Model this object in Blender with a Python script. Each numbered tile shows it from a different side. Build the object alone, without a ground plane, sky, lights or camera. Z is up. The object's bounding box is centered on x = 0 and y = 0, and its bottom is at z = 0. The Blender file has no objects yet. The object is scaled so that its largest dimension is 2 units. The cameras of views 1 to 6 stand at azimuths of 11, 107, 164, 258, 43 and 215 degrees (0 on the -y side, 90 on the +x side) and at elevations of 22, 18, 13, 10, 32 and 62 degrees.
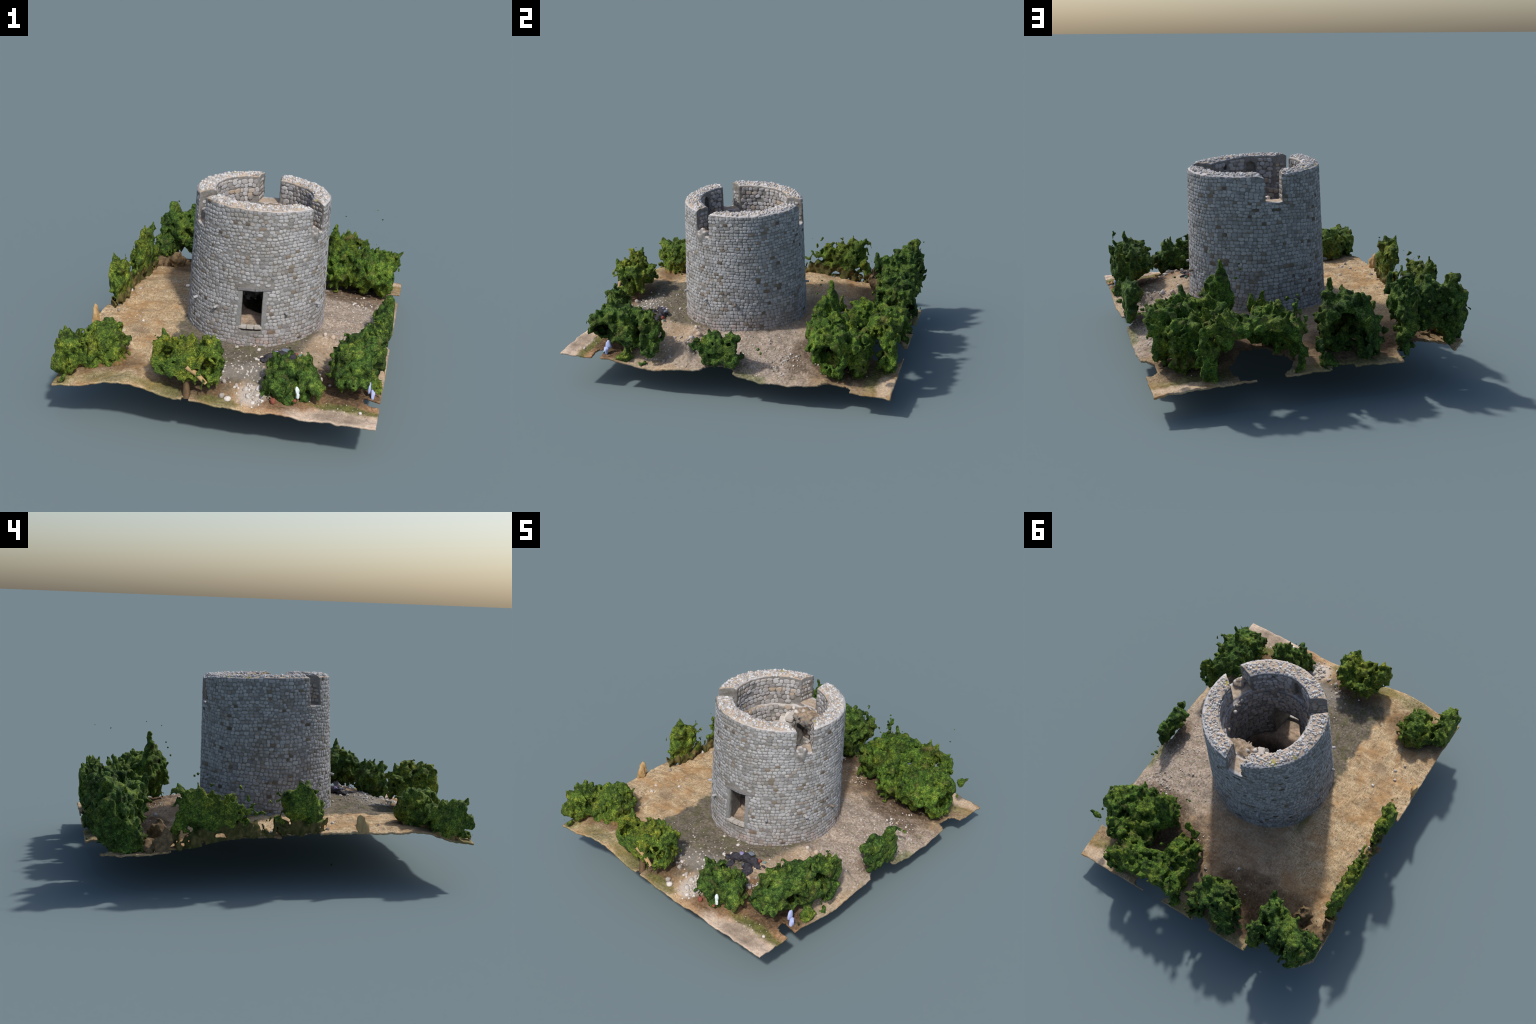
import bpy, math, random
import numpy as np

RNG = np.random.default_rng(20)
random.seed(20)
COL = bpy.context.scene.collection
X1, Y1 = 0.806, 1.0                       # half extents of the cropped patch of land
CX, CY = 0.051, -0.050                    # tower axis

# ------------------------------------------------------------------ noise
_P = np.random.default_rng(5).permutation(256)
_P = np.concatenate([_P, _P, _P])
_G = np.random.default_rng(6).normal(size=(256, 3))
_G /= np.linalg.norm(_G, axis=1)[:, None]


def perlin(x, y, z, seed=0):
    x = np.asarray(x, float) + seed * 17.31
    y = np.asarray(y, float) - seed * 9.77
    z = np.asarray(z, float) + seed * 5.13
    xi, yi, zi = np.floor(x).astype(int), np.floor(y).astype(int), np.floor(z).astype(int)
    fx, fy, fz = x - xi, y - yi, z - zi
    s = lambda t: t * t * t * (t * (t * 6 - 15) + 10)
    u, v, w = s(fx), s(fy), s(fz)

    def g(a, b, c):
        h = _P[_P[_P[(xi + a) & 255] + ((yi + b) & 255)] + ((zi + c) & 255)]
        gr = _G[h]
        return gr[..., 0] * (fx - a) + gr[..., 1] * (fy - b) + gr[..., 2] * (fz - c)
    l = lambda a, b, t: a + (b - a) * t
    return l(l(l(g(0, 0, 0), g(1, 0, 0), u), l(g(0, 1, 0), g(1, 1, 0), u), v),
             l(l(g(0, 0, 1), g(1, 0, 1), u), l(g(0, 1, 1), g(1, 1, 1), u), v), w)


# ------------------------------------------------------------------ implicit surface -> mesh (surface nets)
def surface_nets(f, org, h):
    nx, ny, nz = f.shape
    ins = f < 0
    sl = lambda a, d: a[d[0]:nx - 1 + d[0], d[1]:ny - 1 + d[1], d[2]:nz - 1 + d[2]]
    corners = [(a, b, c) for a in (0, 1) for b in (0, 1) for c in (0, 1)]
    cnt = sum(sl(ins, c).astype(np.int8) for c in corners)
    act = (cnt > 0) & (cnt < 8)
    idx = -np.ones(act.shape, int)
    cells = np.argwhere(act)
    idx[act] = np.arange(len(cells))
    acc = np.zeros((len(cells), 3))
    n = np.zeros(len(cells))
    val = {c: f[cells[:, 0] + c[0], cells[:, 1] + c[1], cells[:, 2] + c[2]] for c in corners}
    for a in corners:
        for ax in range(3):
            if a[ax]:
                continue
            b = list(a); b[ax] = 1; b = tuple(b)
            va, vb = val[a], val[b]
            m = (va < 0) != (vb < 0)
            t = va / np.where(m, va - vb, 1)
            p = np.tile(np.array(a, float), (len(cells), 1))
            p[:, ax] += t
            acc[m] += p[m]
            n[m] += 1
    verts = (cells + acc / n[:, None]) * h + np.array(org)
    quads = []
    for ax in range(3):
        b, c = (ax + 1) % 3, (ax + 2) % 3
        lo = [slice(None)] * 3; hi = [slice(None)] * 3
        lo[ax] = slice(0, -1); hi[ax] = slice(1, None)
        s0, s1 = ins[tuple(lo)], ins[tuple(hi)]
        for sgn in (0, 1):
            e = np.argwhere((s0 & ~s1) if sgn == 0 else (~s0 & s1))
            ok = (e[:, b] > 0) & (e[:, c] > 0) & (e[:, b] < f.shape[b] - 1) & (e[:, c] < f.shape[c] - 1)
            e = e[ok]

            def cell(db, dc):
                q = e.copy(); q[:, b] -= db; q[:, c] -= dc
                return idx[q[:, 0], q[:, 1], q[:, 2]]
            q = np.stack([cell(1, 1), cell(0, 1), cell(0, 0), cell(1, 0)], 1)
            quads.append(q if sgn == 0 else q[:, ::-1])
    return verts, np.concatenate(quads)


def grid_axes(lo, hi, h):
    ax = [np.arange(lo[i], hi[i] + h, h) for i in range(3)]
    return np.meshgrid(*ax, indexing="ij")


def smin(a, b, k):
    t = np.clip(0.5 + 0.5 * (b - a) / k, 0, 1)
    return b + (a - b) * t - k * t * (1 - t)


def ellipsoid(X, Y, Z, c):
    x, y, z, rx, ry, rz = c
    k = np.sqrt(((X - x) / rx) ** 2 + ((Y - y) / ry) ** 2 + ((Z - z) / rz) ** 2)
    return (k - 1) * min(rx, ry, rz)


def capsule(X, Y, Z, a, b, r0, r1):
    a, b = np.array(a), np.array(b)
    d = b - a
    t = np.clip(((X - a[0]) * d[0] + (Y - a[1]) * d[1] + (Z - a[2]) * d[2]) / (d @ d), 0, 1)
    return np.sqrt((X - a[0] - t * d[0]) ** 2 + (Y - a[1] - t * d[1]) ** 2 + (Z - a[2] - t * d[2]) ** 2) - (r0 + (r1 - r0) * t)


# ------------------------------------------------------------------ objects
def mesh_from(name, verts, faces, mats, smooth=True, mat_index=None):
    me = bpy.data.meshes.new(name)
    verts = np.asarray(verts, np.float32)
    faces = np.asarray(faces, np.int32)
    k = faces.shape[1]
    me.vertices.add(len(verts)); me.vertices.foreach_set("co", verts.ravel())
    me.loops.add(faces.size); me.loops.foreach_set("vertex_index", faces.ravel())
    me.polygons.add(len(faces))
    me.polygons.foreach_set("loop_start", np.arange(0, faces.size, k, dtype=np.int32))
    me.polygons.foreach_set("loop_total", np.full(len(faces), k, np.int32))
    for m in mats:
        me.materials.append(m)
    if mat_index is not None:
        me.polygons.foreach_set("material_index", np.asarray(mat_index, np.int32))
    me.update(calc_edges=True)
    me.polygons.foreach_set("use_smooth", np.full(len(faces), smooth))
    me.validate()
    return me


def add(name, me, parent=None, kind=None):
    ob = bpy.data.objects.new(name, me)
    COL.objects.link(ob)
    if parent is not None:
        ob.parent = parent
    if kind:
        ob["kind"] = kind
    return ob


def thing(name, label, category, loc=(0, 0, 0)):
    ob = bpy.data.objects.new(name, None)
    ob.empty_display_size = 0.05
    ob.location = loc
    COL.objects.link(ob)
    ob["label"] = label
    ob["category"] = category
    return ob


# ------------------------------------------------------------------ material helpers
class Tree:
    def __init__(self, name, rough=0.9):
        self.m = bpy.data.materials.new(name)
        self.m.use_nodes = True
        self.t = self.m.node_tree
        self.n = self.t.nodes
        self.b = self.n["Principled BSDF"]
        self.b.inputs["Roughness"].default_value = rough
        self.b.inputs["Specular IOR Level"].default_value = 0.2
        self.geo = self.n.new("ShaderNodeNewGeometry")
        self.pos = self.geo.outputs["Position"]

    def link(self, a, b):
        self.t.links.new(a, b)

    def put(self, sock, v):
        if isinstance(v, (int, float)):
            sock.default_value = v
        elif isinstance(v, tuple):
            sock.default_value = v if len(sock.default_value) == len(v) else (*v, 1)
        else:
            self.link(v, sock)

    def scaled(self, s, rot=(0, 0, 0)):
        m = self.n.new("ShaderNodeMapping")
        m.inputs["Scale"].default_value = s
        m.inputs["Rotation"].default_value = rot
        self.link(self.pos, m.inputs["Vector"])
        return m.outputs["Vector"]

    def noise(self, scale, detail=3, rough=0.55, vec=None, dist=0):
        t = self.n.new("ShaderNodeTexNoise")
        t.inputs["Scale"].default_value = scale
        t.inputs["Detail"].default_value = detail
        t.inputs["Roughness"].default_value = rough
        t.inputs["Distortion"].default_value = dist
        self.link(vec or self.pos, t.inputs["Vector"])
        return t.outputs["Fac"]

    def voronoi(self, scale, out="Distance", vec=None, feature="F1"):
        t = self.n.new("ShaderNodeTexVoronoi")
        t.feature = feature
        t.inputs["Scale"].default_value = scale
        self.link(vec or self.pos, t.inputs["Vector"])
        return t.outputs[out]

    def ramp(self, fac, stops, interp="LINEAR"):
        r = self.n.new("ShaderNodeValToRGB")
        e = r.color_ramp.elements
        r.color_ramp.interpolation = interp
        while len(e) < len(stops):
            e.new(0.5)
        for el, (p, c) in zip(e, stops):
            el.position = p
            el.color = (c, c, c, 1) if isinstance(c, (int, float)) else (*c, 1)
        self.put(r.inputs["Fac"], fac)
        return r.outputs["Color"]

    def mix(self, fac, a, b, mode="MIX"):
        m = self.n.new("ShaderNodeMix")
        m.data_type = "RGBA"; m.blend_type = mode
        self.put(m.inputs[0], fac); self.put(m.inputs[6], a); self.put(m.inputs[7], b)
        return m.outputs[2]

    def math(self, op, a, b=0.0, c=None):
        m = self.n.new("ShaderNodeMath")
        m.operation = op
        self.put(m.inputs[0], a); self.put(m.inputs[1], b)
        if c is not None:
            self.put(m.inputs[2], c)
        return m.outputs[0]

    def xyz(self):
        s = self.n.new("ShaderNodeSeparateXYZ")
        self.link(self.pos, s.inputs[0])
        return s.outputs

    def smooth(self, v, lo, hi):
        m = self.n.new("ShaderNodeMapRange")
        m.interpolation_type = "SMOOTHSTEP"
        self.put(m.inputs[0], v)
        m.inputs[1].default_value = lo; m.inputs[2].default_value = hi
        return m.outputs[0]

    def blob(self, x, y, rx, ry, soft=0.35, wob=0.5, nz=None):
        """1 inside an elliptic patch of ground in plan, 0 outside, with a ragged border"""
        s = self.xyz()
        a = self.math("MULTIPLY", self.math("SUBTRACT", s[0], x), 1 / rx)
        b = self.math("MULTIPLY", self.math("SUBTRACT", s[1], y), 1 / ry)
        d = self.math("SQRT", self.math("ADD", self.math("MULTIPLY", a, a), self.math("MULTIPLY", b, b)))
        if nz is None:
            nz = self.noise(11, 4)
        d = self.math("ADD", d, self.math("MULTIPLY", self.math("SUBTRACT", nz, 0.5), wob * 2))
        m = self.n.new("ShaderNodeMapRange")
        m.interpolation_type = "SMOOTHSTEP"
        self.put(m.inputs[0], d)
        m.inputs[1].default_value = 1 + soft; m.inputs[2].default_value = 1 - soft
        return m.outputs[0]

    def bump(self, h, strength, dist=0.004):
        b = self.n.new("ShaderNodeBump")
        b.inputs["Strength"].default_value = strength
        b.inputs["Distance"].default_value = dist
        self.link(h, b.inputs["Height"])
        self.link(b.outputs[0], self.b.inputs["Normal"])

    def out(self, col):
        self.put(self.b.inputs["Base Color"], col)
        return self.m


def srgb(r, g, b):
    f = lambda c: (c / 255 / 12.92) if c <= 10 else ((c / 255 + 0.055) / 1.055) ** 2.4
    return (f(r), f(g), f(b))


# ------------------------------------------------------------------ materials
def weathering(t):
    """large soft stain patches shared by stone and mortar of the wall"""
    a = t.noise(9, 4, 0.65, t.scaled((1, 1, 1.5)))
    b = t.noise(34, 3, 0.6, t.scaled((1, 1, 1.6)))
    return t.ramp(t.math("ADD", t.math("MULTIPLY", a, 0.6), t.math("MULTIPLY", b, 0.4)), [(0.49, 0.0), (0.62, 1.0)])


def mat_stone(name, tones, stain=0.55, stain_col=srgb(142, 133, 118), red=True):
    t = Tree(name, 0.92)
    oi = t.n.new("ShaderNodeObjectInfo")
    r = t.math("FRACT", t.math("ADD", t.geo.outputs["Random Per Island"], t.math("MULTIPLY", oi.outputs["Random"], 7.31)))
    c = t.ramp(r, tones)
    g = t.noise(150, 4, 0.7)
    c = t.mix(0.75, c, t.ramp(g, [(0.28, 0.68), (0.5, 0.98), (0.72, 1.2)]), "MULTIPLY")
    c = t.mix(t.math("MULTIPLY", weathering(t), stain), c, stain_col)
    if red:   # reddish iron stained stones low on the south east foot of the wall
        s = t.xyz()
        low = t.smooth(s[2], 0.43, 0.30)
        side = t.smooth(t.math("ADD", s[0], t.math("MULTIPLY", s[1], -0.4)), -0.1, 0.35)
        k = t.math("MULTIPLY", t.math("MULTIPLY", low, side), t.ramp(t.noise(30, 3), [(0.42, 0.0), (0.66, 0.5)]))
        c = t.mix(k, c, srgb(168, 128, 108))
    t.bump(t.noise(220, 4, 0.7), 0.45, 0.003)
    return t.out(c)


M_STONE = mat_stone("limestone", [(0.0, srgb(128, 127, 127)), (0.2, srgb(152, 152, 153)), (0.55, srgb(166, 166, 168)), (0.9, srgb(181, 180, 180)),
                                  (0.945, srgb(156, 148, 140)), (0.975, srgb(122, 108, 92)), (1.0, srgb(92, 82, 72))], 0.55, srgb(128, 121, 110))
M_STONE_IN = mat_stone("inner_limestone", [(0.0, srgb(136, 131, 127)), (0.4, srgb(168, 165, 165)), (0.75, srgb(186, 184, 184)), (1.0, srgb(176, 158, 138))],
                       0.35, red=False)
M_RUBBLE = mat_stone("rim_rubble_stone", [(0.0, srgb(150, 147, 145)), (0.3, srgb(188, 186, 185)), (0.75, srgb(214, 212, 210)), (1.0, srgb(190, 174, 158))], 0.1, red=False)
M_PEBBLE = mat_stone("field_stone", [(0.0, srgb(150, 140, 130)), (0.4, srgb(190, 182, 174)), (0.8, srgb(222, 216, 210)), (1.0, srgb(190, 165, 140))], 0.1, red=False)


def mat_mortar():
    t = Tree("lime_mortar", 0.95)
    c = t.ramp(t.noise(40, 5, 0.65), [(0.3, srgb(114, 111, 107)), (0.5, srgb(136, 133, 129)), (0.7, srgb(154, 151, 147))])
    c = t.mix(t.math("MULTIPLY", weathering(t), 0.6), c, srgb(106, 98, 86))
    c = t.mix(0.6, c, t.ramp(t.noise(260, 3, 0.7), [(0.3, 0.65), (0.7, 1.2)]), "MULTIPLY")
    # sandy, earth-filled core that is open to the sky on top of the wall
    nz = t.n.new("ShaderNodeSeparateXYZ"); t.link(t.geo.outputs["Normal"], nz.inputs[0])
    s = t.xyz()
    dx = t.math("SUBTRACT", s[0], CX); dy = t.math("SUBTRACT", s[1], CY)
    rad = t.math("SQRT", t.math("ADD", t.math("MULTIPLY", dx, dx), t.math("MULTIPLY", dy, dy)))
    edge = t.math("MULTIPLY", t.smooth(rad, 0.357, 0.343), t.smooth(rad, 0.262, 0.276))
    top = t.math("MULTIPLY", t.smooth(nz.outputs[2], 0.45, 0.8), t.smooth(s[2], 0.82, 0.85))
    pale = t.ramp(t.noise(70, 4, 0.7), [(0.35, srgb(176, 171, 168)), (0.65, srgb(208, 204, 202))])
    sand = t.ramp(t.noise(55, 5, 0.7), [(0.3, srgb(150, 126, 102)), (0.5, srgb(184, 166, 146)), (0.7, srgb(200, 192, 184))])
    earth = t.ramp(t.noise(60, 5, 0.7), [(0.3, srgb(112, 98, 82)), (0.5, srgb(150, 132, 112)), (0.7, srgb(186, 168, 146))])
    c = t.mix(top, c, t.mix(edge, t.mix(t.smooth(rad, 0.245, 0.262), earth, pale), sand))
    # two tufts of yellow lichen on the rim
    for (a, q, rr) in ((-8, 0.315, 0.016), (128, 0.34, 0.02), (150, 0.345, 0.012), (25, 0.33, 0.008)):
        lx, ly = CX + q * math.cos(math.radians(a)), CY + q * math.sin(math.radians(a))
        k = t.math("MULTIPLY", t.blob(lx, ly, rr, rr, 0.5, 0.7, t.noise(60, 3)), top)
        c = t.mix(t.math("MULTIPLY", k, 0.8), c, srgb(168, 160, 70))
    t.bump(t.noise(200, 5, 0.7), 0.6, 0.004)
    return t.out(c)


M_MORTAR = mat_mortar()


def mat_simple(name, stops, scale=40, rough=0.9, bump=0.4, stretch=(1, 1, 1)):
    t = Tree(name, rough)
    n = t.noise(scale, 5, 0.65, t.scaled(stretch))
    t.bump(n, bump, 0.004)
    return t.out(t.ramp(n, stops))


M_WOOD = mat_simple("weathered_timber", [(0.3, srgb(86, 84, 84)), (0.7, srgb(150, 148, 148))], 60, stretch=(1, 4, 6))
M_JAMB = mat_simple("door_render", [(0.25, srgb(122, 122, 120)), (0.75, srgb(150, 150, 149))], 70, bump=0.2)
M_SILL = mat_simple("sill_stone", [(0.25, srgb(150, 140, 124)), (0.75, srgb(206, 202, 198))], 45)
M_BARK = mat_simple("bark", [(0.25, srgb(66, 52, 38)), (0.75, srgb(128, 104, 78))], 50, stretch=(1, 1, 0.3))
M_LOG = mat_simple("dry_log", [(0.25, srgb(150, 118, 78)), (0.75, srgb(204, 174, 126))], 50, stretch=(1, 1, 0.3))
M_BLACK = mat_simple("dark_bag_fabric", [(0.3, srgb(40, 39, 44)), (0.6, srgb(66, 64, 70)), (0.8, srgb(98, 94, 96))], 30, 0.7)
M_LILAC = mat_simple("lilac_cloth", [(0.3, srgb(120, 112, 150)), (0.7, srgb(152, 146, 186))], 30, 0.8)
M_STEEL = mat_simple("grey_blue_fabric", [(0.3, srgb(84, 94, 106)), (0.7, srgb(140, 150, 160))], 30, 0.7)
M_WHITE = mat_simple("white_cloth", [(0.3, srgb(190, 205, 205)), (0.7, srgb(236, 242, 242))], 40, 0.8, 0.1)
M_PALEBLUE = mat_simple("pale_blue_cloth", [(0.3, srgb(158, 168, 212)), (0.7, srgb(186, 194, 230))], 25, 0.8, 0.1)
M_RED = mat_simple("red_cloth", [(0.3, srgb(120, 66, 56)), (0.7, srgb(160, 96, 80))], 30, 0.8, 0.1)
M_TEAL = mat_simple("teal_scrap", [(0.3, srgb(96, 128, 128)), (0.7, srgb(136, 168, 164))], 30, 0.8, 0.1)


def mat_foliage(name, dark, mid, light, tip, warm=0.0):
    t = Tree(name, 0.75)
    big = t.noise(10, 3, 0.6)
    med = t.noise(42, 3, 0.65)
    k = t.math("ADD", t.math("MULTIPLY", big, 0.45), t.math("MULTIPLY", med, 0.55))
    c = t.ramp(k, [(0.36, dark), (0.48, mid), (0.58, light), (0.70, tip)])
    # small leaves: bright flecks and dark gaps between them
    cells = t.voronoi(190, "Distance")
    cellv = t.voronoi(190, "Color")
    sep = t.n.new("ShaderNodeSeparateColor"); t.link(cellv, sep.inputs[0])
    leaf = t.ramp(t.math("ADD", t.math("MULTIPLY", sep.outputs[0], 0.75), t.math("MULTIPLY", t.noise(300, 2, 0.6), 0.35)),
                  [(0.14, 0.35), (0.48, 0.9), (0.8, 1.45), (1.0, 2.0)])
    c = t.mix(0.85, c, leaf, "MULTIPLY")
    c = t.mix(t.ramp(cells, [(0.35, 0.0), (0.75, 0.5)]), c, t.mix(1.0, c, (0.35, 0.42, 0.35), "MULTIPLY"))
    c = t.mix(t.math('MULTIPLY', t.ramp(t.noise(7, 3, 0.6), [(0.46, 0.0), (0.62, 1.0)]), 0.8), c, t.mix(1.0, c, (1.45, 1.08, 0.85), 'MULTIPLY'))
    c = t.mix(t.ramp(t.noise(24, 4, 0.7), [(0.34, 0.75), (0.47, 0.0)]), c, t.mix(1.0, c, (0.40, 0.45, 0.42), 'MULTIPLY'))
    # dry twigs
    tw = t.noise(16, 4, 0.7, dist=0.6)
    c = t.mix(t.math("MULTIPLY", t.ramp(tw, [(0.56, 0.0), (0.68, 1.0)]), 0.30 + warm), c, srgb(128, 110, 72))
    t.bump(t.math("ADD", t.noise(110, 4, 0.7), t.math("MULTIPLY", cells, -0.5)), 0.8, 0.008)
    col = t.out(c)
    tr = t.n.new("ShaderNodeBsdfTranslucent")
    t.put(tr.inputs["Color"], c)
    mx = t.n.new("ShaderNodeMixShader"); mx.inputs[0].default_value = 0.08
    t.link(t.b.outputs[0], mx.inputs[1]); t.link(tr.outputs[0], mx.inputs[2])
    t.link(mx.outputs[0], t.n["Material Output"].inputs["Surface"])
    return col


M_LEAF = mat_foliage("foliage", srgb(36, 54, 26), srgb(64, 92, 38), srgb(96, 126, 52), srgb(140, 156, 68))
M_LEAF_BRIGHT = mat_foliage("bright_foliage", srgb(48, 66, 30), srgb(84, 110, 42), srgb(120, 142, 54), srgb(172, 178, 72))
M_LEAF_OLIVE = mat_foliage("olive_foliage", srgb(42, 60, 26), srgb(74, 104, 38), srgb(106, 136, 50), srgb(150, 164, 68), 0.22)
M_DRY = mat_simple("dry_grass_skirt", [(0.25, srgb(84, 70, 44)), (0.45, srgb(120, 98, 62)), (0.7, srgb(164, 134, 88))], 60, bump=0.6, stretch=(1, 1, 0.3))
M_DRYGREEN = mat_simple('dark_green_brown_skirt', [(0.28, srgb(50, 56, 26)), (0.48, srgb(82, 80, 44)), (0.72, srgb(130, 110, 70))], 38, bump=0.6, stretch=(1, 1, 0.6))
M_DRYBROWN = mat_simple("withered_brush", [(0.25, srgb(72, 60, 46)), (0.5, srgb(112, 94, 70)), (0.75, srgb(150, 126, 92))], 55, bump=0.6)


def mat_ground():
    t = Tree("dry_earth_and_grass", 0.97)
    nz = t.noise(11, 4, 0.6)
    fine = t.noise(320, 3, 0.75)
    mid = t.noise(75, 4, 0.7)
    straw_a = t.noise(150, 2, 0.6, t.scaled((1, 0.22, 1), (0, 0, 0.5)), 1.0)
    straw_b = t.noise(150, 2, 0.6, t.scaled((0.22, 1, 1), (0, 0, 0.9)), 1.0)
    straw = t.math("MAXIMUM", straw_a, straw_b)
    # dry straw-coloured grass over the west and north
    grass = t.ramp(straw, [(0.40, srgb(150, 122, 90)), (0.54, srgb(198, 171, 134)), (0.68, srgb(224, 204, 170))])
    grass = t.mix(t.math("MULTIPLY", t.ramp(t.noise(7, 4, 0.6), [(0.45, 0.0), (0.65, 1.0)]), 0.8), grass, srgb(180, 140, 94))
    # pale stony gravel east of the tower, with a little green
    grav = t.ramp(mid, [(0.32, srgb(132, 114, 98)), (0.5, srgb(176, 158, 142)), (0.68, srgb(206, 194, 184))])
    grav = t.mix(t.math("MULTIPLY", t.ramp(t.noise(38, 4, 0.7), [(0.55, 0.0), (0.66, 1.0)]), 0.5), grav, srgb(112, 124, 72))
    # tower's cast shadow from the scan, painted grey-brown on the ground
    painted_shadow = t.ramp(mid, [(0.3, srgb(88, 79, 66)), (0.5, srgb(116, 107, 92)), (0.7, srgb(146, 136, 122))])
    painted_shadow = t.mix(t.math("MULTIPLY", t.ramp(t.noise(20, 4, 0.6), [(0.5, 0.0), (0.66, 1.0)]), 0.7), painted_shadow, srgb(96, 98, 62))
    # orange-brown soil in the south east
    soil = t.ramp(mid, [(0.3, srgb(146, 108, 76)), (0.5, srgb(190, 148, 108)), (0.72, srgb(214, 182, 148))])
    dust = t.ramp(mid, [(0.3, srgb(200, 174, 150)), (0.7, srgb(226, 206, 186))])
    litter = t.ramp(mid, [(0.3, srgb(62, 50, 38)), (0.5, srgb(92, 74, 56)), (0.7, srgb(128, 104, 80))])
    green = t.ramp(mid, [(0.3, srgb(62, 74, 34)), (0.6, srgb(112, 122, 60)), (0.8, srgb(150, 146, 88))])
    pink = t.ramp(mid, [(0.3, srgb(124, 100, 84)), (0.5, srgb(160, 134, 112)), (0.7, srgb(188, 164, 142))])
    B = lambda *a, **k: t.blob(*a, nz=nz, **k)
    c = grass
    c = t.mix(B(0.0, 0.62, 0.42, 0.5, soft=0.4), c, t.mix(0.5, pink, grass))
    c = t.mix(B(0.55, 0.12, 0.36, 0.55, soft=0.3), c, grav)
    c = t.mix(B(0.55, -0.5, 0.30, 0.26, soft=0.4), c, t.mix(0.5, grav, grass))
    c = t.mix(B(0.55, -0.84, 0.42, 0.22, soft=0.3), c, soil)
    # edge of the painted tower shadow: a fairly straight border on the west
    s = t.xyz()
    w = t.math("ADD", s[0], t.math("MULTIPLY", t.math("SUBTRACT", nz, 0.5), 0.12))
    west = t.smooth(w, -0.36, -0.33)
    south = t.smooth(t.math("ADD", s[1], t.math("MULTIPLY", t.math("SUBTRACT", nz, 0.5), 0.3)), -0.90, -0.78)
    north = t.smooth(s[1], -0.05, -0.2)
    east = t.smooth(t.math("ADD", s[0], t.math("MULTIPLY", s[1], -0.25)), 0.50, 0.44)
    c = t.mix(t.math("MULTIPLY", t.math("MULTIPLY", west, south), t.math("MULTIPLY", north, east)), c, painted_shadow)
    c = t.mix(t.math("MULTIPLY", B(-0.53, -0.42, 0.055, 0.04, soft=0.7, wob=0.7), 0.55), c, srgb(128, 112, 94))
    c = t.mix(B(CX, CY - .02, 0.30, 0.30, soft=0.2, wob=.1), c, t.mix(0.5, pink, dust))
    c = t.mix(B(CX + .06, CY + .06, 0.19, 0.21, soft=0.3, wob=.3), c, t.ramp(mid, [(0.3, srgb(44, 40, 34)), (0.7, srgb(84, 76, 64))]))  # pit floor darkened to carry the black interior shade
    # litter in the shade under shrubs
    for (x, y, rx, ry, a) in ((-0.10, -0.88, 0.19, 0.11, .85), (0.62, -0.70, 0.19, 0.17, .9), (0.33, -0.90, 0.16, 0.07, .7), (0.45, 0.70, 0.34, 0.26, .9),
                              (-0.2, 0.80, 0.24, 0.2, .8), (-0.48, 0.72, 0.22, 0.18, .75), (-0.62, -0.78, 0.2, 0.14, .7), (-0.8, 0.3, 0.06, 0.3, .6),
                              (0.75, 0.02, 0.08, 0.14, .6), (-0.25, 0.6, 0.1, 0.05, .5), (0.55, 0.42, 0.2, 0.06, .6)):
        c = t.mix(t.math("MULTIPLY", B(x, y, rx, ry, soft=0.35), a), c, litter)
    for (x, y, rx, ry, a) in ((-0.24, -0.96, 0.11, 0.05, .6), (0.03, -0.97, 0.10, 0.035, .6), (-0.52, -0.95, 0.15, 0.05, .45), (0.66, -0.87, 0.2, 0.04, .8),
                              (0.62, 0.9, 0.2, 0.07, .6), (-0.78, -0.95, 0.07, 0.06, .6), (-0.1, 0.97, 0.3, 0.04, .5), (-0.30, 0.1, 0.03, 0.1, .6), (0.79, 0.2, 0.03, 0.1, .6)):
        c = t.mix(t.math("MULTIPLY", B(x, y, rx, ry, soft=0.4), a), c, green)
    c = t.mix(B(0.68, -0.99, 0.30, 0.10, soft=0.25, wob=0.4), c, dust)
    c = t.mix(t.math("MULTIPLY", B(0.62, -0.95, 0.12, 0.045, soft=0.4, wob=0.6), 0.6), c, srgb(146, 128, 110))
    c = t.mix(B(0.70, 0.95, 0.12, 0.05, soft=0.4), c, t.mix(0.5, grass, dust))
    c = t.mix(t.math("MULTIPLY", B(0.19, -0.88, 0.07, 0.07, soft=0.35), 0.8), c, srgb(214, 204, 192))
    c = t.mix(t.math("MULTIPLY", B(0.10, -0.72, 0.16, 0.08, soft=0.4), 0.55), c, srgb(160, 154, 146))
    c = t.mix(t.math("MULTIPLY", B(0.66, -0.26, 0.09, 0.1, soft=0.4), 0.7), c, srgb(160, 146, 132))
    c = t.mix(1.0, c, t.ramp(t.noise(13, 5, 0.7), [(0.3, 0.74), (0.5, 0.98), (0.7, 1.14)]), "MULTIPLY")
    c = t.mix(t.math('MULTIPLY', t.ramp(t.noise(26, 4, 0.7), [(0.56, 0.0), (0.68, 1.0)]), 0.4), c, srgb(120, 112, 84))
    c = t.mix(0.9, c, t.ramp(fine, [(0.25, 0.52), (0.5, 0.98), (0.78, 1.38)]), "MULTIPLY")
    t.bump(t.math("ADD", fine, t.math("MULTIPLY", mid, 1.5)), 0.6, 0.005)
    return t.out(c)


M_GROUND = mat_ground()

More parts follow.
